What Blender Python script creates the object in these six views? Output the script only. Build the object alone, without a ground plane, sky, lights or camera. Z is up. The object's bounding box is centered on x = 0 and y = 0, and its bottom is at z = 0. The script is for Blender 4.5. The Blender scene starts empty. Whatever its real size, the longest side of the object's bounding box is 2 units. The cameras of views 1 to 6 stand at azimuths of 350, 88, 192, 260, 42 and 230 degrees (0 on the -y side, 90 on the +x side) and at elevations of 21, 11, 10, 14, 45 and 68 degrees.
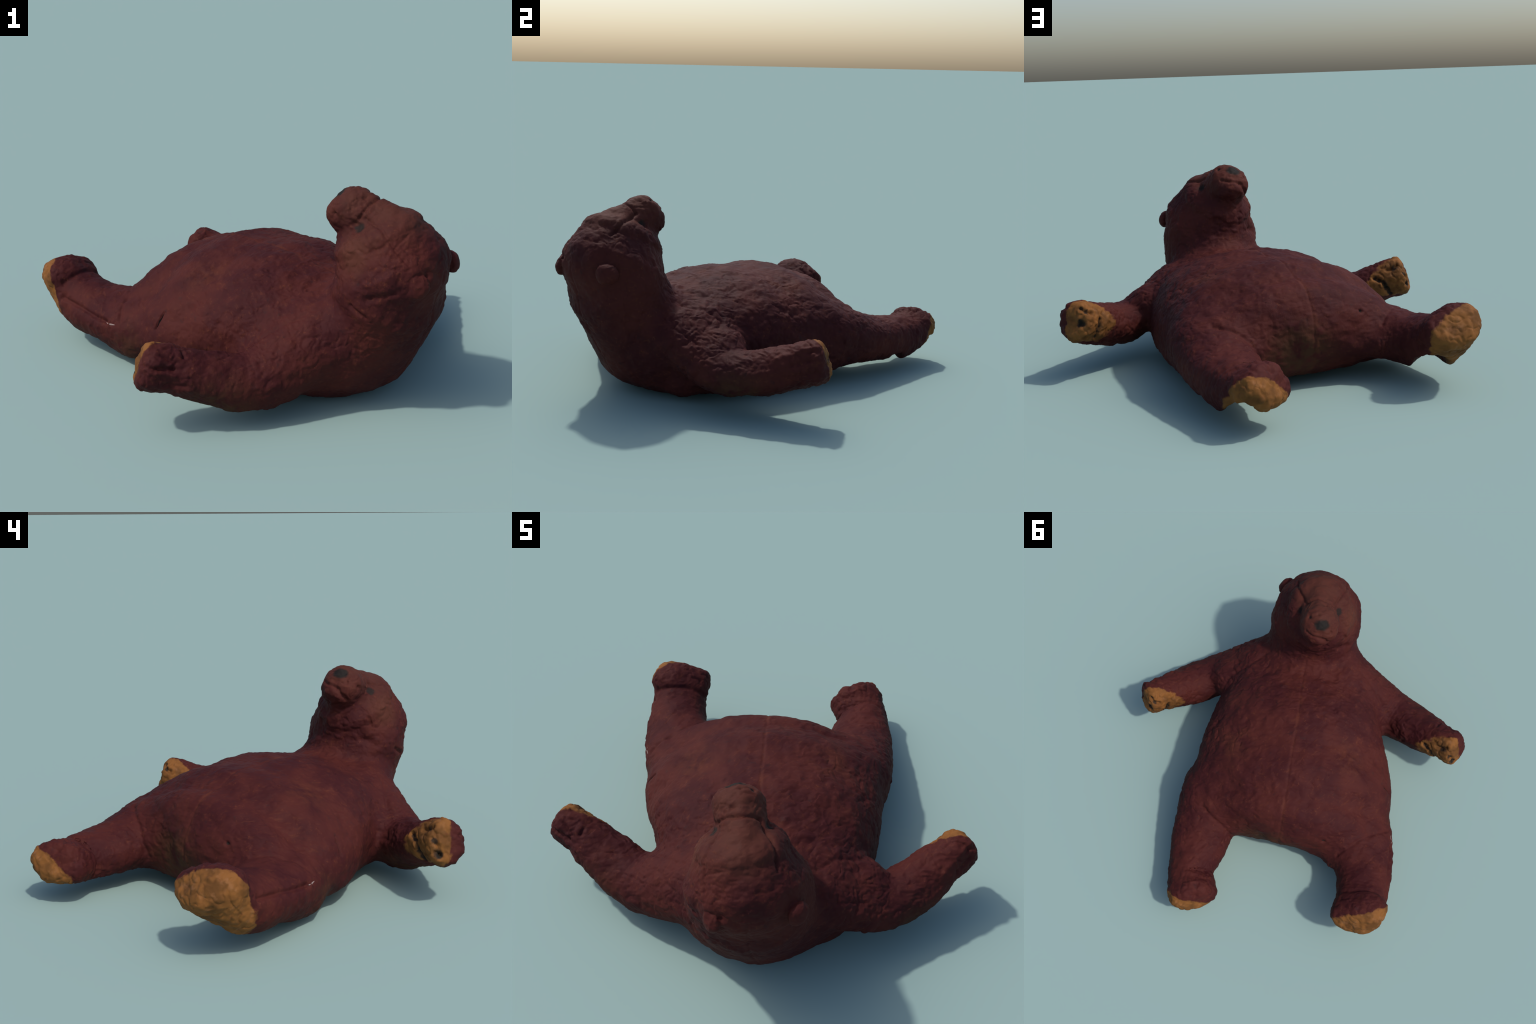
"""Reddish brown plush bear lying on its back, head propped up.

The body is described in the bear's own frame:
  p  along the spine, from the feet (-) to the crown (+)
  q  across the body, from one side (-) to the other (+)
  z  up
Every body part is an elliptical tube along a short spline; the tubes are
melted together as a distance field, meshed, given relief and then split by
region into named parts that share their border vertices and normals.
"""
import bpy
import numpy as np
import math

RNG = np.random.default_rng(7)
AXIS = np.array([.619, -.786, 0.]); AXIS /= np.linalg.norm(AXIS)
CROSS = np.array([-AXIS[1], AXIS[0], 0.])


def to_world(L):
    L = np.asarray(L, float)
    W = np.multiply.outer(L[..., 0], AXIS) + np.multiply.outer(L[..., 1], CROSS)
    W[..., 2] = L[..., 2]
    return W


# ------------------------------------------------------------------ body plan
# tube stations: p, q, z, half width along the side vector, half width across it
# torso stations: p, q, z of the widest line, half width, height above, depth below
PLAN = {
    'torso': dict(stations=[
        (-0.215, -0.033, 0.190, 0.444, 0.290, 0.151),
        (-0.076, -0.044, 0.193, 0.561, 0.345, 0.185),
        (0.087, -0.034, 0.190, 0.565, 0.347, 0.187),
        (0.261, -0.016, 0.194, 0.525, 0.356, 0.179),
        (0.440, 0.001, 0.175, 0.465, 0.345, 0.174),
        (0.618, 0.019, 0.162, 0.364, 0.321, 0.158),
    ], caps=(0.165, 0.160)),
    'neck': dict(stations=[
        (0.695, -0.018, 0.243, 0.272, 0.243),
        (0.868, -0.036, 0.515, 0.249, 0.209),
    ], caps=(0.184, 0.107)),
    'head': dict(stations=[
        (0.858, -0.051, 0.645, 0.249, 0.236),
        (0.803, -0.067, 0.743, 0.187, 0.209),
    ], caps=(0.218, 0.098)),
    'muzzle': dict(stations=[
        (0.757, -0.067, 0.773, 0.095, 0.153),
        (0.668, -0.085, 0.850, 0.104, 0.107),
    ], caps=(0.053, 0.090)),
    'armA': dict(stations=[
        (0.624, 0.304, 0.305, 0.112, 0.199),
        (0.625, 0.489, 0.202, 0.104, 0.125),
        (0.529, 0.644, 0.202, 0.110, 0.126),
        (0.392, 0.825, 0.270, 0.102, 0.094),
    ], caps=(0.106, 0.105)),
    'armB': dict(stations=[
        (0.622, -0.279, 0.287, 0.162, 0.175),
        (0.526, -0.545, 0.173, 0.132, 0.136),
        (0.422, -0.717, 0.219, 0.104, 0.126),
        (0.313, -0.886, 0.286, 0.111, 0.091),
    ], caps=(0.116, 0.096)),
    'legA': dict(stations=[
        (-0.214, 0.424, 0.210, 0.169, 0.151),
        (-0.459, 0.441, 0.167, 0.165, 0.124),
        (-0.651, 0.462, 0.141, 0.123, 0.126),
        (-0.735, 0.424, 0.172, 0.148, 0.106),
    ], caps=(0.148, 0.102)),
    'legB': dict(stations=[
        (-0.269, -0.394, 0.200, 0.236, 0.100),
        (-0.434, -0.501, 0.180, 0.173, 0.114),
        (-0.621, -0.524, 0.199, 0.143, 0.128),
        (-0.763, -0.503, 0.282, 0.138, 0.095),
    ], caps=(0.106, 0.088)),
}
SIDE = {'armA': (0, 0, 1), 'armB': (0, 0, 1)}          # all others: across the body
SQUARENESS = {'armA': 4.5, 'armB': 4.5, 'legA': 3.5, 'legB': 3.5}
BLEND = {'neck': .10, 'head': .09, 'muzzle': .045, 'armA': .085, 'armB': .095, 'legA': .13, 'legB': .13}
# small rounded solids: centre, radii, direction of the first radius (thickness)
EARS = {
    'earA': dict(centre=(1.022, .158, .642), radii=(.031, .050, .048), facing=(.62, .70, .18)),
    'earB': dict(centre=(1.058, -.172, .642), radii=(.028, .058, .052), facing=(.50, -.82, .25)),
}
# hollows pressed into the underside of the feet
# (centre, radii, direction of the first radius)
UNDER = (.885, -.43, 0)
HOLLOWS = [((-.72, .485, .020), (.34, .088, .140), UNDER), ((-.78, .45, -.03), (.26, .30, .130), (1, 0, 0)), ((-.50, .53, .03), (.07, .10, .085), (1, 0, 0)),
           ((-.70, -.46, .080), (.30, .085, .105), UNDER), ((-.40, -.33, .02), (.10, .10, .085), (1, 0, 0)),
           ((.57, .66, .0), (.14, .13, .122), (1, 0, 0)), ((.57, -.60, -.02), (.15, .13, .108), (1, 0, 0)),
           ((.58, .44, .07), (.09, .09, .100), (1, 0, 0))]
# soft swellings: centre, radii, blend
SWELLINGS = [((-.245, -.14, .265), (.165, .30, .165), .07), ((-.26, -.555, .130), (.16, .085, .10), .08),
             ((-.735, -.575, .335), (.065, .085, .055), .08),
             ((.76, -.14, .25), (.11, .17, .18), .06), ((.76, .12, .25), (.10, .16, .17), .06),
             ((.56, .44, .28), (.10, .09, .085), .06)]

# gentle local fullness (+) or slimness (-): centre, spread, amount
FULLNESS = [((.83, -.065, .91), (.10, .12, .10), .013), ((.06, 0, .55), (.30, .26, .20), .009), ((-.30, -.40, .30), (.12, .13, .12), .012),
            ((.40, -.37, .38), (.15, .13, .15), .016), ((.45, .36, .38), (.12, .12, .12), .008),
            ((0, .47, .33), (.22, .12, .14), .010), ((-.76, .37, .08), (.10, .09, .06), -.018),
            ((-.66, .58, .08), (.08, .06, .05), -.012), ((.50, .68, .08), (.16, .16, .07), -.012),
            ((.75, .03, .03), (.18, .25, .07), -.008), ((.62, -.08, .0), (.14, .22, .06), .012), ((-.35, .46, .05), (.2, .15, .07), -.011),
            ((-.70, .29, .18), (.07, .06, .08), -.018), ((.34, -.90, .17), (.12, .12, .07), -.014),
            ((.05, -.50, .05), (.2, .2, .06), -.012), ((-.74, -.52, .13), (.10, .12, .06), -.012),
            ((.20, -.52, .12), (.15, .10, .10), -.020), ((-.42, -.42, .27), (.09, .09, .09), .011),
            ((-.34, -.24, .33), (.10, .12, .10), .010), ((-.41, .0, .25), (.08, .20, .10), .011),
            ((-.40, .44, .28), (.13, .12, .10), -.011), ((1.03, -.02, .74), (.08, .12, .08), .009)]


def spline(st, m):
    st = np.asarray(st, float)
    n = len(st)
    P = np.vstack([2 * st[0] - st[1], st, 2 * st[-1] - st[-2]])
    t = np.linspace(0, n - 1, m)
    i = np.minimum(t.astype(int), n - 2)
    f = (t - i)[:, None]
    p0, p1, p2, p3 = P[i], P[i + 1], P[i + 2], P[i + 3]
    return .5 * (2 * p1 + (p2 - p0) * f + (2 * p0 - 5 * p1 + 4 * p2 - p3) * f ** 2
                 + (3 * p1 - p0 - 3 * p2 + p3) * f ** 3)


def tube(X, st, side, caps, n, m=17):
    S = spline(st, m)
    C = S[:, :3]
    R = np.maximum(S[:, 3:5], .01)
    best = np.full(len(X), 1e9)
    bi = np.zeros(len(X), int)
    bt = np.zeros(len(X))
    for j in range(m - 1):
        a = C[j]
        d = C[j + 1] - a
        t = np.clip((X - a) @ d / (d @ d), 0, 1)
        e = X - a - t[:, None] * d
        D = np.einsum('ij,ij->i', e, e)
        k = D < best
        best[k] = D[k]
        bi[k] = j
        bt[k] = t[k]
    T = np.gradient(C, axis=0)
    T /= np.linalg.norm(T, axis=1, keepdims=True)
    w = bt[:, None]
    c = C[bi] * (1 - w) + C[bi + 1] * w
    r = R[bi] * (1 - w) + R[bi + 1] * w
    tt = T[bi] * (1 - w) + T[bi + 1] * w
    tt /= np.linalg.norm(tt, axis=1, keepdims=True)
    side = np.asarray(side, float)
    s = side - (tt @ side)[:, None] * tt
    s /= np.linalg.norm(s, axis=1, keepdims=True)
    k = np.cross(tt, s)
    d = X - c
    u = np.einsum('ij,ij->i', d, s)
    v = np.einsum('ij,ij->i', d, k)
    h = np.einsum('ij,ij->i', d, tt)
    start = (bi == 0) & (bt <= 0)
    end = (bi == m - 2) & (bt >= 1)
    h = np.where(start, np.minimum(h, 0) / caps[0], np.where(end, np.maximum(h, 0) / caps[1], 0))
    rho = np.sqrt((u / r[:, 0]) ** 2 + (v / r[:, 1]) ** 2)
    G = (rho ** n + np.abs(h) ** n) ** (1 / n)
    dn = np.sqrt(np.maximum(best, 1e-12))
    return np.where(G < .05, -np.minimum(r[:, 0], r[:, 1]), dn * (1 - 1 / np.maximum(G, .05)))


def torso_field(X, st, caps, m=97):
    S = spline(st, m)
    t = S[:, 0]
    p = X[:, 0]
    pc = np.clip(p, t[0], t[-1])
    qc, zc, w, up, dn = [np.interp(pc, t, S[:, k]) for k in range(1, 6)]
    u = X[:, 1] - qc
    v = X[:, 2] - zc
    h = np.where(p < t[0], (t[0] - p) / caps[0], np.where(p > t[-1], (p - t[-1]) / caps[1], 0))
    H = np.where(v > 0, up, dn)
    # the far flank is boxy, the near belly slopes more
    near = 1.85 + .6 * np.clip((p - .1) / .3, 0, 1)
    e = np.where(v > 0, np.where(u > 0, 2.3, near), 3.4)
    rho = (np.abs(u / w) ** e + np.abs(v / H) ** e) ** (1 / e)
    G = (rho ** 2.8 + h ** 2.8) ** (1 / 2.8)
    d = np.sqrt(u * u + v * v + (p - pc) ** 2)
    return np.where(G < .05, -.15, d * (1 - 1 / np.maximum(G, .05)))


def ellipsoid(X, centre, radii, facing=(1, 0, 0)):
    a = np.array(facing, float)
    a /= np.linalg.norm(a)
    b = np.cross((0, 0, 1), a) if abs(a[2]) < .9 else np.cross((1, 0, 0), a)
    b /= np.linalg.norm(b)
    c = np.cross(a, b)
    d = X - np.array(centre)
    q = np.stack([d @ a / radii[0], d @ b / radii[1], d @ c / radii[2]], -1)
    g = np.linalg.norm(q, axis=1)
    g2 = np.linalg.norm(q / np.array(radii), axis=1)
    return g * (g - 1) / np.maximum(g2, 1e-6)


def smin(a, b, k):
    h = np.maximum(k - np.abs(a - b), 0) / k
    return np.minimum(a, b) - h * h * k * .25


def part_fields(X):
    F = {}
    for k, v in PLAN.items():
        if k == 'torso':
            F[k] = torso_field(X, v['stations'], v['caps'])
        else:
            F[k] = tube(X, v['stations'], SIDE.get(k, (0, 1, 0)), v['caps'], SQUARENESS.get(k, 2.3))
    for k, v in EARS.items():
        F[k] = ellipsoid(X, **v)
    return F


def melt(F, X):
    f = F['torso']
    f = smin(f, F['neck'], BLEND['neck'])
    f = smin(f, F['head'], BLEND['head'])
    f = smin(f, F['muzzle'], BLEND['muzzle'])
    for s in 'AB':
        f = smin(f, F['arm' + s], BLEND['arm' + s])
        f = smin(f, F['leg' + s], BLEND['leg' + s])
        f = smin(f, F['ear' + s], .007)
    for c, r, k in SWELLINGS:
        f = smin(f, ellipsoid(X, c, r), k)
    for c, r, a in FULLNESS:
        f = f - a * np.exp(-(((X - np.array(c)) / np.array(r)) ** 2).sum(1))
    for c, r, axis in HOLLOWS:
        f = -smin(-f, ellipsoid(X, c, r, axis), .02)
    return f


def field(X):
    out = np.empty(len(X))
    for i in range(0, len(X), 200000):
        x = X[i:i + 200000]
        out[i:i + 200000] = melt(part_fields(x), x)
    return out


# ------------------------------------------------------------------ meshing
def surface_nets(f, lo, h):
    s = f < 0
    corners = [(i, j, k) for i in (0, 1) for j in (0, 1) for k in (0, 1)]
    n = np.array(f.shape) - 1
    cut = lambda o: tuple(slice(o[a], o[a] + n[a]) for a in range(3))
    cnt = sum(s[cut(o)].astype(np.int8) for o in corners)
    act = (cnt > 0) & (cnt < 8)
    cells = np.argwhere(act)
    vid = -np.ones(act.shape, int)
    vid[act] = np.arange(len(cells))
    acc = np.zeros((len(cells), 3))
    wt = np.zeros(len(cells))
    for a in range(3):
        for o in corners:
            if o[a]:
                continue
            o2 = list(o)
            o2[a] = 1
            fa = f[tuple((cells + o).T)]
            fb = f[tuple((cells + o2).T)]
            m = (fa < 0) != (fb < 0)
            t = np.where(m, fa / np.where(m, fa - fb, 1), 0)
            p = np.tile(np.array(o, float), (len(cells), 1))
            p[:, a] = t
            acc += p * m[:, None]
            wt += m
    V = lo + h * (cells + acc / wt[:, None])
    quads = []
    for a in range(3):
        b, c = (a + 1) % 3, (a + 2) % 3
        sa = s[tuple(slice(1, -1) if x != a else slice(0, -1) for x in range(3))]
        sb = s[tuple(slice(1, -1) if x != a else slice(1, None) for x in range(3))]
        d = sa != sb
        off = np.ones(3, int)
        off[a] = 0
        I = np.argwhere(d) + off
        eb = np.zeros(3, int); eb[b] = 1
        ec = np.zeros(3, int); ec[c] = 1
        q = np.stack([vid[tuple((I - eb - ec).T)], vid[tuple((I - ec).T)],
                      vid[tuple(I.T)], vid[tuple((I - eb).T)]], 1)
        flip = ~sa[d]
        q[flip] = q[flip][:, ::-1]
        quads.append(q)
    return V, np.vstack(quads)


def polygonise(h=.0105):
    lo = np.array([-.93, -1.08, -.045])
    hi = np.array([1.17, 1.02, 1.02])
    cs = 4
    m = np.ceil((hi - lo) / (h * cs)).astype(int) + 2
    g = [lo[i] + h * cs * np.arange(m[i]) for i in range(3)]
    XC = np.stack(np.meshgrid(*g, indexing='ij'), -1).reshape(-1, 3)
    f = field(XC + h * cs * .4).reshape(m).repeat(cs, 0).repeat(cs, 1).repeat(cs, 2)
    band = np.abs(f) < h * cs * 1.5
    f[band] = field(lo + h * np.argwhere(band))
    return surface_nets(f, lo, h)


def subdivide(V, Q):
    E = np.sort(np.stack([Q, np.roll(Q, -1, 1)], -1).reshape(-1, 2), 1)
    key, inv = np.unique(E[:, 0] * len(V) + E[:, 1], return_inverse=True)
    a, b = key // len(V), key % len(V)
    n, ne = len(V), len(key)
    V2 = np.vstack([V, (V[a] + V[b]) / 2, V[Q].mean(1)])
    e = inv.reshape(-1, 4) + n
    c = np.arange(len(Q)) + n + ne
    Q2 = np.stack([np.stack([Q[:, i], e[:, i], c, e[:, i - 1]], 1) for i in range(4)], 1)
    return V2, Q2.reshape(-1, 4)


def gradient(X, e=.004):
    g = np.stack([field(X + d) - field(X - d) for d in np.eye(3) * e], -1)
    return g / np.maximum(np.linalg.norm(g, axis=1, keepdims=True), 1e-9)


# ------------------------------------------------------------------ noise for the relief
def gnoise(X, seed=0):
    i = np.floor(X).astype(np.int64)
    f = X - i
    u = f * f * f * (f * (f * 6 - 15) + 10)
    out = 0
    for cx in (0, 1):
        for cy in (0, 1):
            for cz in (0, 1):
                h = ((i[:, 0] + cx) * 374761393 + (i[:, 1] + cy) * 668265263
                     + (i[:, 2] + cz) * 2147483647 + seed * 144665) & 0xffffffff
                h = ((h ^ (h >> 13)) * 1274126177) & 0xffffffff
                h = ((h ^ (h >> 16)) * 2246822519) & 0xffffffff
                g = np.stack([((h >> s) & 255) / 127.5 - 1 for s in (0, 8, 16)], -1)
                w = (np.where(cx, u[:, 0], 1 - u[:, 0]) * np.where(cy, u[:, 1], 1 - u[:, 1])
                     * np.where(cz, u[:, 2], 1 - u[:, 2]))
                out = out + w * np.einsum('ij,ij->i', g, f - np.array([cx, cy, cz]))
    return out


def fbm(X, seed=0, octaves=3):
    return sum(gnoise(X * 2 ** o, seed + o * 17) * .55 ** o for o in range(octaves))


def line_distance(X, pts):
    pts = np.asarray(pts, float)
    best = np.full(len(X), 1e9)
    for a, b in zip(pts[:-1], pts[1:]):
        d = b - a
        t = np.clip((X - a) @ d / (d @ d), 0, 1)
        best = np.minimum(best, np.linalg.norm(X - a - t[:, None] * d, axis=1))
    return best


def bump(d, w):
    return np.exp(-(d / w) ** 2)


# ------------------------------------------------------------------ relief
# sewn seams and folds: polyline, half width, depth (negative = raised ridge)
FOLDS = [
    ([(.60, -.020, .54), (.42, -.018, .55), (.22, -.034, .56), (.04, -.029, .54), (-.19, -.030, .51),
      (-.31, -.028, .44), (-.375, -.024, .34), (-.37, -.02, .2)], .006, .0032),       # belly seam
    ([(1.09, -.030, .66), (1.08, -.032, .53), (1.02, -.026, .364), (.975, -.018, .255),
      (.88, -.01, .12)], .006, .004),                                                # nape seam
    ([(.768, .006, .883), (.835, .034, .848), (.905, .068, .832), (.95, .085, .815)], .009, .013),
    ([(.788, -.158, .864), (.885, -.170, .832), (.955, -.200, .797), (1.0, -.200, .76),
      (1.03, -.188, .725)], .007, .007),
    ([(1.074, -.133, .678), (1.088, -.072, .662), (1.084, -.008, .668), (1.045, .095, .655)], .006, .0035),
    ([(.62, -.035, .872), (.578, -.068, .868), (.578, -.118, .862), (.588, -.141, .822),
      (.61, -.16, .80)], .009, .010),                                                # mouth
    ([(.762, -.157, .853), (.780, -.112, .902), (.787, -.066, .913), (.765, .0, .888)], .008, .012),  # bridge
    ([(.778, -.159, .836), (.702, -.179, .813), (.653, -.163, .775), (.631, -.128, .749)], .010, .003),
    ([(.585, -.06, .835), (.580, -.10, .83), (.60, -.13, .795)], .012, -.006),       # lower lip
    ([(.836, -.300, .53), (.902, -.292, .495)], .010, .014),
    ([(.911, -.295, .574), (.97, -.27, .60), (1.025, -.226, .628)], .014, .008),
    ([(.680, -.195, .592), (.71, -.235, .584)], .016, .012),
    ([(.661, .219, .453), (.56, .325, .436), (.511, .453, .226)], .010, .007),       # arm seams
    ([(.664, -.288, .446), (.584, -.399, .404), (.489, -.493, .317)], .010, .005),
    ([(-.30, .44, .34), (-.382, .316, .296), (-.407, .262, .21), (-.389, .243, .153)], .011, .008),
    ([(-.25, -.63, .245), (-.341, -.478, .311), (-.44, -.365, .249)], .009, .006),   # hips
    ([(-.64, -.648, .25), (-.522, -.656, .245), (-.402, -.664, .232), (-.323, -.657, .223)], .012, .014),
    ([(-.680, -.60, .292), (-.672, -.57, .307), (-.660, -.50, .321), (-.664, -.43, .305),
      (-.690, -.385, .22)], .014, .010),                                             # ankles
    ([(-.64, .565, .191), (-.650, .50, .245), (-.645, .41, .254), (-.645, .32, .205)], .010, .005),
    # palms: cuts between the pads
    ([(.280, -.765, .312), (.250, -.805, .288), (.246, -.824, .25), (.25, -.855, .214)], .010, .020),
    ([(.262, -.835, .352), (.240, -.868, .366), (.236, -.885, .39)], .010, .016),
    ([(.222, -.905, .335), (.214, -.925, .315)], .008, .012),
    ([(.214, -.925, .276), (.214, -.955, .266)], .011, .020),
    ([(.225, -.915, .365), (.217, -.935, .32), (.216, -.955, .27)], .009, .010),
    ([(.320, .765, .29), (.310, .778, .253), (.322, .797, .205)], .010, .020),
    ([(.290, .885, .297), (.289, .858, .288)], .012, .018),
    ([(.317, .862, .360), (.300, .840, .338), (.298, .81, .335)], .010, .016),
    ([(.300, .885, .225), (.296, .845, .222)], .010, .010),
    # toes on the backs of the hands and feet
    ([(.317, -.981, .339), (.349, -.974, .338), (.378, -.943, .329), (.408, -.897, .323)], .010, .014),
    ([(.371, -.957, .316), (.417, -.898, .296)], .008, -.006), ([(.358, -.922, .377), (.402, -.879, .346)], .007, .007),
    ([(.384, -.824, .366), (.406, -.837, .353)], .008, .011), ([(.40, -.94, .25), (.44, -.86, .25)], .010, .007),
    ([(.52, .788, .31), (.452, .851, .344), (.401, .895, .363)], .013, -.006),
    ([(.493, .848, .289), (.442, .905, .311)], .012, .012), ([(.50, .84, .24), (.44, .93, .25)], .009, .006),
    ([(-.74, .47, .262), (-.80, .475, .275)], .010, .004), ([(-.74, .40, .26), (-.80, .39, .258)], .008, .004),
    ([(-.75, -.47, .385), (-.80, -.475, .37)], .009, .004),
]
SLIT = [(-.030, -.604, .255), (-.015, -.557, .329)]
FOLDS.append((SLIT, .0040, .012))
# pricked holes and small dents: centre, radius, depth
DENTS = [((-.371, -.265, .321), .011, .014), ((-.63, -.639, .261), .015, .012),
         ((.660, -.030, .933), .010, .014), ((.671, -.077, .948), .008, .008),
         ((.657, -.183, .861), .010, .012), ((.746, -.105, .919), .010, .012),
         ((.752, -.176, .838), .012, .014), ((.752, .036, .832), .020, .012),
         ((.778, -.177, .823), .018, .005), ((.59, -.10, .90), .016, .005)]
# colour marks, also used to name the regions: centre, radius
EYES = [((.778, -.177, .823), .025), ((.752, .036, .832), .024)]
NOSE = ((.622, -.104, .924), (.037, .048, .030))
# ochre palms and soles: plane (unit normal pointing out, offset) inside a sphere
PADS = {
    'padA': dict(n=(-.975, -.06, .18), c=(.358, .816, .285), near=(.34, .83, .27), r=.17),
    'padB': dict(n=(-.955, .10, .27), c=(.278, -.868, .298), near=(.26, -.87, .29), r=.17),
    'soleA': dict(n=(-.80, .22, -.56), c=(-.795, .45, .20), near=(-.76, .45, .17), r=.21),
    'soleB': dict(n=(-.87, -.36, -.34), c=(-.740, -.560, .292), near=(-.76, -.54, .25), r=.24),
}


def snap(pts, step=None):
    """put hand-placed points exactly on the body surface; step also densifies the line"""
    P = np.atleast_2d(np.array(pts, float))
    if step:
        seg = np.linalg.norm(np.diff(P, axis=0), axis=1)
        t = np.concatenate([[0], np.cumsum(seg)])
        s = np.linspace(0, t[-1], max(3, int(t[-1] / step)))
        P = np.stack([np.interp(s, t, P[:, k]) for k in range(3)], 1)
    for _ in range(4):
        P = P - np.clip(field(P), -.03, .03)[:, None] * gradient(P)
    return P


FOLDS = [(snap(p, .03), w, d) for p, w, d in FOLDS]
DENTS = [(snap(c)[0], r, d) for c, r, d in DENTS]
EYES = [(snap(c)[0], r) for c, r in EYES]
NOSE = (snap(NOSE[0])[0], NOSE[1])
SLIT = snap(SLIT)


def unit(v):
    v = np.array(v, float)
    return v / np.linalg.norm(v)


def pad_side(X, k):
    """> 0 on the ochre side"""
    d = PADS[k]
    s = (X - np.array(d['c'])) @ unit(d['n'])
    return np.where(np.linalg.norm(X - np.array(d['near']), axis=1) < d['r'], s, -1.)


def relief(X, F, pads):
    d = .0012 + .0085 * fbm(X * 12, 3, 2)
    limb = np.minimum(np.minimum(F['armA'], F['armB']), np.minimum(F['legA'], F['legB']))
    on_arm = np.clip(1 - np.minimum(F['armA'], F['armB']) / .04, 0, 1)
    on_head = np.clip(1 - np.minimum(F['head'], F['muzzle']) / .04, 0, 1)
    far_side = np.clip((X[:, 1] - .02) / .35, 0, 1)
    chest = np.clip((X[:, 0] - .15) / .3, 0, 1) * (X[:, 2] > .3)
    wool = .45 + .25 * on_arm + .22 * on_head + .40 * far_side * (1 - on_head) + .30 * chest
    wool *= .65 + .9 * np.clip(fbm(X * 4.5, 40, 2) + .25, 0, 1)
    smooth_brow = bump(np.linalg.norm(X - np.array([.88, -.06, .86]), axis=1), .14)
    wool *= 1 - .65 * smooth_brow
    ochre = np.clip(pads / .012, 0, 1)
    # matted wool: crease network, combed tufts, clumps, a few pricks
    warp = np.stack([gnoise(X * 16, 5), gnoise(X * 16, 6), gnoise(X * 16, 7)], -1) * .8
    crease = -np.exp(-(gnoise(X * np.array([24, 15, 24]) + warp, 11) / .085) ** 2)
    tuft = .45 - np.abs(fbm(np.stack([X[:, 0] * 32, X[:, 1] * 15, X[:, 2] * 29], -1) + warp * .8, 23, 2)) * 1.6
    clump = fbm(X * 21 + warp, 29, 3)
    prick = -np.clip(gnoise(X * 36, 31) - .38, 0, 1) * 3
    streak = fbm(X * np.array([75, 22, 50]), 57, 2)
    w = np.clip(wool, 0, 1.4) * (1 - .4 * ochre)
    d += w * (.0030 * crease + .0042 * tuft + .0060 * clump + .003 * prick) + .0020 * streak * (1 - ochre)
    d += ochre * (.006 * fbm(X * 26, 71, 2) - .004 * np.exp(-(gnoise(X * 22, 77) / .08) ** 2))
    # knobbly toes and snout
    knob = np.clip((np.abs(X[:, 1]) - .80) / .06, 0, 1) + np.clip((-.66 - X[:, 0]) / .05, 0, 1)
    knob += bump(np.linalg.norm(X - np.array([.69, -.09, .88]), axis=1), .09)
    d += np.clip(knob, 0, 1) * (1 - ochre) * (.0075 * fbm(X * 21, 83, 2) - .003 * np.exp(-(gnoise(X * 19, 85) / .07) ** 2))
    for pts, w_, dep in FOLDS:
        wob = .004 * gnoise(X * 45, 91)
        d -= dep * bump(np.maximum(line_distance(X, pts) + wob, 0), w_)
    for c, r, dep in DENTS:
        d -= dep * bump(np.linalg.norm(X - np.array(c), axis=1), r)
    return d


def vertex_normals(V, Q):
    n = np.cross(V[Q[:, 2]] - V[Q[:, 0]], V[Q[:, 3]] - V[Q[:, 1]])
    N = np.zeros_like(V)
    for i in range(4):
        for a in range(3):
            N[:, a] += np.bincount(Q[:, i], n[:, a], len(V))
    return N / np.maximum(np.linalg.norm(N, axis=1, keepdims=True), 1e-12)


V, Q = polygonise()
V, Q = subdivide(V, Q)
for _ in range(2):
    N = vertex_normals(V, Q)
    V = V - np.clip(field(V), -.01, .01)[:, None] * N
N = vertex_normals(V, Q)
F = part_fields(V)
PAD = np.max([pad_side(V, k) for k in PADS], axis=0)
V = V + relief(V, F, PAD)[:, None] * N
V[:, 2] = np.where(V[:, 2] < .012, .012 * np.exp((np.minimum(V[:, 2], .012) - .012) / .012), V[:, 2])
V[:, 2] -= V[:, 2].min()
NW = vertex_normals(V, Q)
W = to_world(V)
NW = to_world(NW)

# ------------------------------------------------------------------ regions
FC = V[Q].mean(1)
G = part_fields(FC)
keys = ['torso', 'head', 'muzzle', 'armA', 'armB', 'legA', 'legB', 'neck', 'earA', 'earB']
stack = np.stack([G[k] for k in keys])
stack[keys.index('muzzle')] += .012 * (FC[:, 0] > .80) * 10
lab = np.array(keys, dtype=object)[stack.argmin(0)]
lab[(lab == 'muzzle') & (FC[:, 0] > .79)] = 'head'
for s, sg in (('A', 1), ('B', -1)):
    lab[(lab == 'arm' + s) & (sg * FC[:, 1] > .74)] = 'hand' + s
    lab[(lab == 'leg' + s) & (FC[:, 0] < -.655)] = 'foot' + s
for k in PADS:
    side = k[-1]
    inside = pad_side(FC, k) > 0
    limb = np.isin(lab, ['arm' + side, 'hand' + side, 'leg' + side, 'foot' + side])
    lab[inside & limb] = k
for i, (c, r) in enumerate(EYES):
    lab[np.linalg.norm(FC - np.array(c), axis=1) < r] = 'eye' + 'BA'[i]
lab[(np.abs((FC - np.array(NOSE[0])) / (np.array(NOSE[1]) * 1.15)) ** 2).sum(1) < 1] = 'nose'

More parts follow.
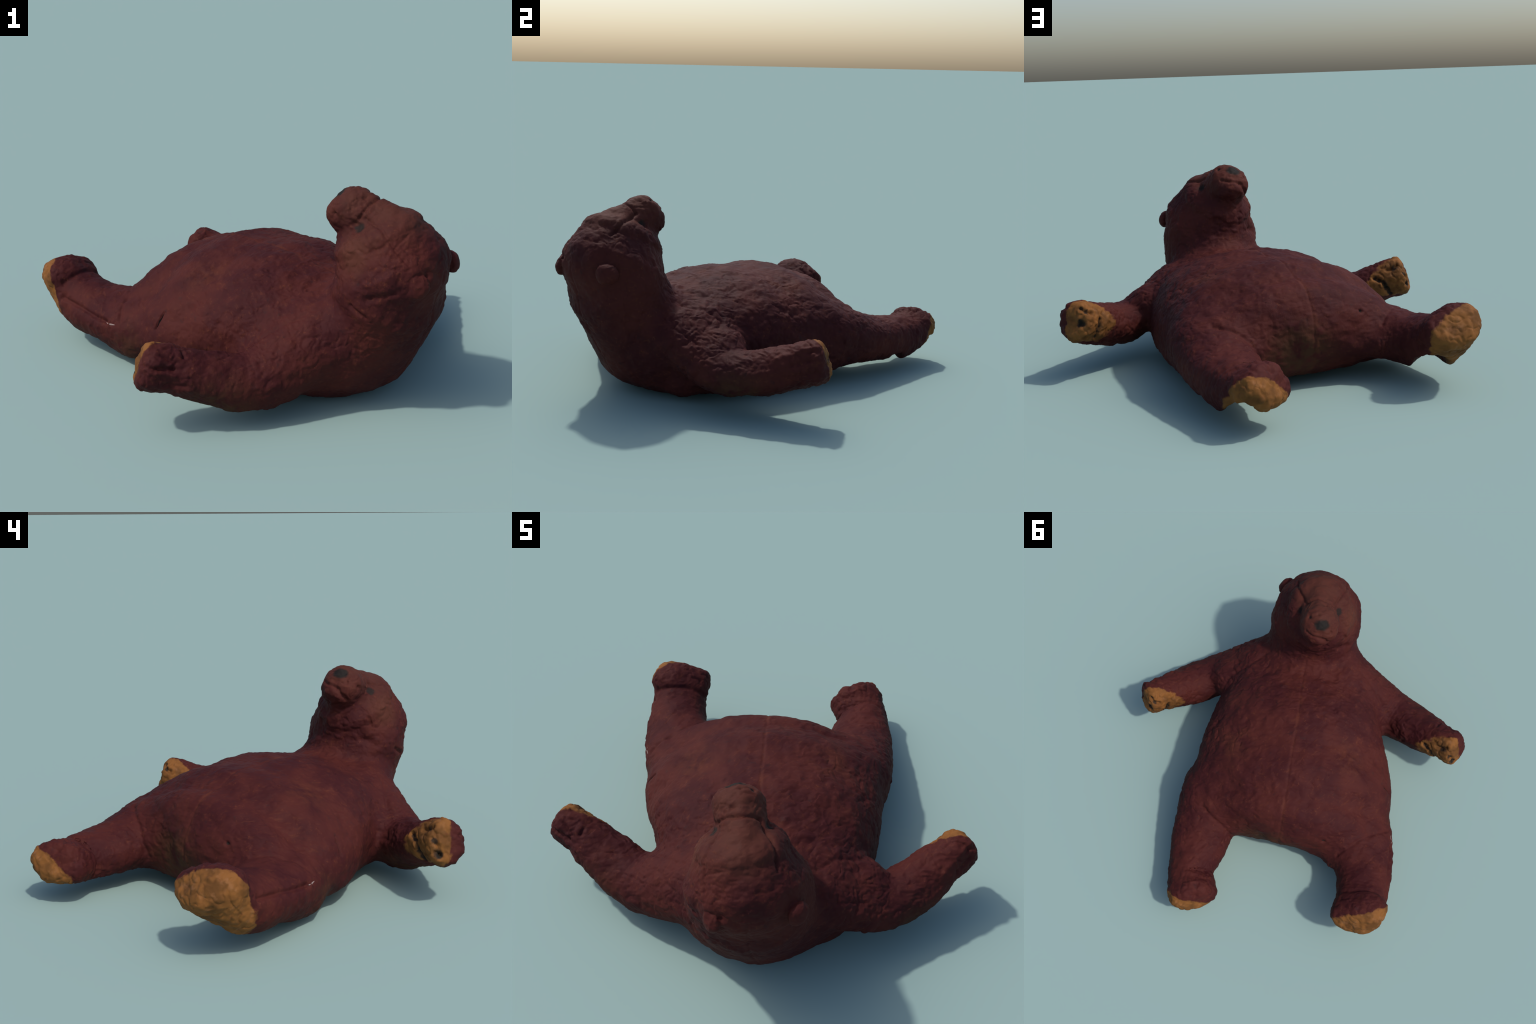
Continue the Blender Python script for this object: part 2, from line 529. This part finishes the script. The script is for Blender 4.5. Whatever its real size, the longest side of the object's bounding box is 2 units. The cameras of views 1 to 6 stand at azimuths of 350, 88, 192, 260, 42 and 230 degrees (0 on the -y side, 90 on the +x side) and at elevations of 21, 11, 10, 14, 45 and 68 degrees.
# ------------------------------------------------------------------ materials
class Nodes:
    def __init__(self, mat):
        mat.use_nodes = True
        self.t = mat.node_tree
        self.bsdf = self.t.nodes['Principled BSDF']
        self.pos = self.t.nodes.new('ShaderNodeTexCoord').outputs['Object']

    def link(self, a, b):
        self.t.links.new(a, b)

    def put(self, sock, v):
        if hasattr(v, 'links'):
            self.link(v, sock)
        else:
            sock.default_value = v

    def math(self, op, a, b=0., c=0., clamp=False):
        n = self.t.nodes.new('ShaderNodeMath')
        n.operation = op
        n.use_clamp = clamp
        for s, v in zip(n.inputs, (a, b, c)):
            self.put(s, v)
        return n.outputs[0]

    def vmath(self, op, a, b):
        n = self.t.nodes.new('ShaderNodeVectorMath')
        n.operation = op
        self.put(n.inputs[0], a)
        self.put(n.inputs[1], b)
        return n.outputs['Value'] if op in ('DOT_PRODUCT', 'DISTANCE', 'LENGTH') else n.outputs['Vector']

    def noise(self, scale, detail=2., rough=.5, vec=None, stretch=None):
        n = self.t.nodes.new('ShaderNodeTexNoise')
        v = vec or self.pos
        if stretch:
            m = self.t.nodes.new('ShaderNodeMapping')
            self.link(v, m.inputs['Vector'])
            m.inputs['Rotation'].default_value = stretch[0]
            m.inputs['Scale'].default_value = stretch[1]
            v = m.outputs['Vector']
        self.link(v, n.inputs['Vector'])
        n.inputs['Scale'].default_value = scale
        n.inputs['Detail'].default_value = detail
        n.inputs['Roughness'].default_value = rough
        return n.outputs['Fac']

    def step(self, v, a, b):
        """0 below a, 1 above b, smooth between"""
        n = self.t.nodes.new('ShaderNodeMapRange')
        n.interpolation_type = 'SMOOTHSTEP'
        self.put(n.inputs['Value'], v)
        n.inputs['From Min'].default_value = a
        n.inputs['From Max'].default_value = b
        return n.outputs['Result']

    def mix(self, f, a, b):
        n = self.t.nodes.new('ShaderNodeMix')
        n.data_type = 'RGBA'
        self.put(n.inputs['Factor'], f)
        for s, v in ((n.inputs['A'], a), (n.inputs['B'], b)):
            self.put(s, v if hasattr(v, 'links') else (*v, 1.))
        return n.outputs['Result']

    def near(self, centre_local, r0, r1, wobble=None):
        c = to_world(np.array(centre_local))
        d = self.vmath('DISTANCE', self.pos, tuple(c))
        if wobble is not None:
            d = self.math('ADD', d, wobble)
        return self.step(d, r1, r0) if False else self.math('SUBTRACT', 1., self.step(d, r0, r1))


MAROON, BRICK, RUST, LIGHT_BROWN = (.043, .0086, .0092), (.065, .0140, .0113), (.110, .031, .0155), (.094, .033, .0200)
OLIVE, SOOT = (.058, .028, .0125), (.018, .011, .0125)
OCHRE, OCHRE_DARK, OCHRE_PALE = (.200, .080, .0215), (.120, .050, .0150), (.240, .108, .045)
INK = (.0115, .0120, .0110)


def plush_material(name):
    mat = bpy.data.materials.new(name)
    g = Nodes(mat)
    big = g.noise(4.5, 3.)
    mid = g.noise(17., 4., .6)
    fine = g.noise(75., 3., .65)
    hair = g.noise(60., 3., .6, stretch=((0, 0, -.9), (1., .25, .8)))
    col = g.mix(g.step(big, .38, .64), MAROON, BRICK)
    col = g.mix(g.math('MULTIPLY', g.step(mid, .50, .72), .75), col, BRICK)
    speck = g.math('MULTIPLY', g.step(fine, .54, .74), g.step(mid, .42, .64))
    col = g.mix(g.math('MULTIPLY', speck, .75), col, RUST)
    col = g.mix(g.math('MULTIPLY', g.step(hair, .56, .75), .35), col, RUST)
    col = g.mix(g.math('MULTIPLY', g.step(g.noise(26., 3., .6), .60, .76), .42), col, SOOT)
    # brow, crown and snout turn a lighter brown
    wob = g.math('MULTIPLY', g.math('SUBTRACT', mid, .5), .16)
    for c, r in (((.87, -.06, .86), .20), ((.68, -.09, .90), .15), ((.80, -.24, .74), .13)):
        f = g.near(c, r * .2, r * 1.1, wob)
        col = g.mix(g.math('MULTIPLY', f, .52), col, LIGHT_BROWN)
    # yellowish, soiled patches: undersides of the arms, crotch, thigh
    for c, r in (((.46, -.72, .10), .24), ((.60, .62, .09), .24), ((-.40, .05, .16), .24), ((-.20, -.55, .12), .16),
                 ((.05, -.35, .48), .16), ((.05, .30, .50), .16)):
        f = g.math('MULTIPLY', g.near(c, r * .3, r, wob), g.step(mid, .36, .60))
        col = g.mix(g.math('MULTIPLY', f, .72 if c[2] < .3 else .35), col, OLIVE if c[2] < .3 else RUST)
    # the belly seam shows as a paler line
    lat = g.math('ABSOLUTE', g.math('ADD', g.vmath('DOT_PRODUCT', g.pos, tuple(CROSS)), .029))
    along = g.vmath('DOT_PRODUCT', g.pos, tuple(AXIS))
    f = g.math('MULTIPLY', g.math('SUBTRACT', 1., g.step(lat, .004, .016)), g.math('SUBTRACT', 1., g.step(along, .52, .60)))
    col = g.mix(g.math('MULTIPLY', f, g.math('MULTIPLY', g.step(mid, .40, .62), .30)), col, RUST)
    # ochre palms and soles
    edge = g.math('MULTIPLY', g.math('SUBTRACT', g.noise(24., 3., .55), .5), .045)
    och = g.mix(g.step(g.noise(13., 3.), .40, .62), OCHRE, OCHRE_DARK)
    och = g.mix(g.math('MULTIPLY', g.step(g.noise(20., 3., .6), .56, .72), .6), och, OCHRE_PALE)
    och = g.mix(g.math('MULTIPLY', g.step(g.noise(36., 3., .6), .60, .75), .45), och, RUST)
    for d in PADS.values():
        n = to_world(unit(d['n']))
        c = to_world(np.array(d['c']))
        s = g.math('SUBTRACT', g.vmath('DOT_PRODUCT', g.pos, tuple(n)), float(n @ c))
        s = g.step(g.math('ADD', s, edge), -.006, .005)
        s = g.math('MULTIPLY', s, g.near(d['near'], d['r'] - .02, d['r']))
        col = g.mix(s, col, och)
    # dark marks: eyes, nose, cuts in the palms
    wob2 = g.math('MULTIPLY', g.math('SUBTRACT', g.noise(42., 3.), .5), .028)
    palm = [((.280, -.768, .308), .014), ((.262, -.788, .298), .017), ((.250, -.810, .286), .019), ((.247, -.818, .268), .019),
              ((.246, -.824, .25), .019), ((.248, -.838, .232), .017), ((.25, -.855, .214), .014),
              ((.240, -.868, .366), .021), ((.214, -.940, .270), .026), ((.214, -.955, .267), .020), ((.218, -.918, .325), .018),
              ((.318, .770, .288), .016), ((.312, .776, .265), .019), ((.316, .786, .235), .020), ((.322, .797, .207), .015),
              ((.289, .870, .292), .024), ((.290, .885, .296), .018), ((.297, .838, .338), .015), ((.317, .857, .357), .012),
              ((-.371, -.265, .321), .011), ((.660, -.030, .933), .010)]
    marks = list(EYES)
    for c, r in palm:                      # the cuts lie below the undented surface
        s = snap(c)
        marks.append(((s - .010 * gradient(s))[0], r * .95))
    for c, r in marks:
        col = g.mix(g.math('MULTIPLY', g.near(c, r * .55, r * 1.2, wob2), .82), col, INK)
    m = g.t.nodes.new('ShaderNodeVectorMath')
    m.operation = 'SUBTRACT'
    g.link(g.pos, m.inputs[0])
    m.inputs[1].default_value = tuple(to_world(np.array(NOSE[0])))
    parts = [g.math('POWER', g.math('ABSOLUTE', g.math('DIVIDE', g.vmath('DOT_PRODUCT', m.outputs['Vector'], tuple(ax)), r)), 2.)
             for ax, r in zip((AXIS, CROSS, (0, 0, 1)), NOSE[1])]
    q = g.math('ADD', g.math('ADD', parts[0], parts[1]), g.math('ADD', parts[2], g.math('MULTIPLY', wob2, 25.)))
    col = g.mix(g.math('MULTIPLY', g.math('SUBTRACT', 1., g.step(q, .40, 1.25)), .93), col, INK)
    # slit in the flank: its inner darkness is coloured on, the groove being shallow
    a, b = to_world(SLIT)
    ab = b - a
    L = float(np.linalg.norm(ab))
    rel = g.t.nodes.new('ShaderNodeVectorMath')
    rel.operation = 'SUBTRACT'
    g.link(g.pos, rel.inputs[0])
    rel.inputs[1].default_value = tuple(a)
    nrm = gradient(SLIT)[0]
    nrm = to_world(nrm)
    side = unit(np.cross(ab, nrm))
    t = g.math('DIVIDE', g.vmath('DOT_PRODUCT', rel.outputs['Vector'], tuple(ab / L)), L)
    lens = g.math('MULTIPLY', g.math('MULTIPLY', t, g.math('SUBTRACT', 1., t)), 4., clamp=True)
    off = g.math('ABSOLUTE', g.vmath('DOT_PRODUCT', rel.outputs['Vector'], tuple(side)))
    cut = g.step(g.math('SUBTRACT', g.math('MULTIPLY', lens, .0042), off), 0., .0014)
    deep = g.math('SUBTRACT', 1., g.step(g.math('ABSOLUTE', g.vmath('DOT_PRODUCT', rel.outputs['Vector'], tuple(nrm))), .03, .04))
    col = g.mix(g.math('MULTIPLY', cut, deep), col, (.005, .003, .003))
    g.link(col, g.bsdf.inputs['Base Color'])
    g.bsdf.inputs['Roughness'].default_value = .7
    g.bsdf.inputs['Specular IOR Level'].default_value = .10
    bumpn = g.t.nodes.new('ShaderNodeBump')
    bumpn.inputs['Strength'].default_value = .35
    bumpn.inputs['Distance'].default_value = .004
    g.link(g.math('ADD', g.math('MULTIPLY', fine, .6), hair), bumpn.inputs['Height'])
    g.link(bumpn.outputs['Normal'], g.bsdf.inputs['Normal'])
    return mat


PLUSH = plush_material('matted_plush')
SLIVER_MAT = bpy.data.materials.new('white_stuffing')
gs = Nodes(SLIVER_MAT)
gs.link(gs.mix(gs.noise(40.), (.16, .09, .08), (.40, .31, .28)), gs.bsdf.inputs['Base Color'])
gs.bsdf.inputs['Roughness'].default_value = .8

# ------------------------------------------------------------------ objects
root = bpy.data.objects.new('plush_bear', None)
root.empty_display_size = .2
bpy.context.collection.objects.link(root)
root['label'] = 'worn reddish brown plush bear lying on its back, head raised, ochre paws'
root['category'] = 'plush bear'


def region_object(key, name, parent=root):
    sel = Q[lab == key]
    if not len(sel):
        return None
    ids, inv = np.unique(sel, return_inverse=True)
    inv = inv.reshape(-1, 4)
    me = bpy.data.meshes.new(name)
    me.vertices.add(len(ids))
    me.vertices.foreach_set('co', W[ids].astype(np.float32).ravel())
    me.loops.add(inv.size)
    me.loops.foreach_set('vertex_index', inv.astype(np.int32).ravel())
    me.polygons.add(len(inv))
    me.polygons.foreach_set('loop_start', np.arange(0, inv.size, 4, dtype=np.int32))
    me.polygons.foreach_set('use_smooth', np.ones(len(inv), bool))
    me.update(calc_edges=True)
    me.validate()
    me.normals_split_custom_set_from_vertices(NW[ids].tolist())
    me.materials.append(PLUSH)
    ob = bpy.data.objects.new(name, me)
    bpy.context.collection.objects.link(ob)
    ob.parent = parent
    return ob


for k, nm in (('torso', 'torso'), ('neck', 'neck'), ('head', 'head'), ('muzzle', 'muzzle'), ('nose', 'nose'),
              ('eyeA', 'eye'), ('eyeB', 'eye'), ('earA', 'ear'), ('earB', 'ear'), ('armA', 'arm'), ('armB', 'arm'),
              ('legA', 'leg'), ('legB', 'leg')):
    region_object(k, nm)
for s in 'AB':
    hand = region_object('hand' + s, 'hand')
    region_object('pad' + s, 'paw_pad', hand)
    foot = region_object('foot' + s, 'foot')
    region_object('sole' + s, 'sole', foot)

# pale sliver lying in the leg seam: a flat spindle following the seam
spine = np.array([(-.318, -.662, .221), (-.298, -.663, .220), (-.280, -.659, .221), (-.262, -.653, .221)])
S = spline(snap(spine), 14)
ring = 10
vs, fs = [], []
for i, c in enumerate(S):
    r = .0040 * math.sin(math.pi * (i + .35) / (len(S) - .3)) + .0004
    for j in range(ring):
        a = 2 * math.pi * j / ring
        vs.append(tuple(c + np.array([0, .55 * r * math.cos(a), r * math.sin(a)])))
for i in range(len(S) - 1):
    for j in range(ring):
        fs.append((i * ring + j, i * ring + (j + 1) % ring, (i + 1) * ring + (j + 1) % ring, (i + 1) * ring + j))
fs.append(tuple(range(ring))[::-1])
fs.append(tuple(range((len(S) - 1) * ring, len(S) * ring)))
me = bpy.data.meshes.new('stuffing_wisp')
me.from_pydata(to_world(np.array(vs)).tolist(), [], fs)
me.update()
me.polygons.foreach_set('use_smooth', np.ones(len(me.polygons), bool))
me.materials.append(SLIVER_MAT)
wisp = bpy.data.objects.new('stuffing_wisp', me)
bpy.context.collection.objects.link(wisp)
wisp.parent = root
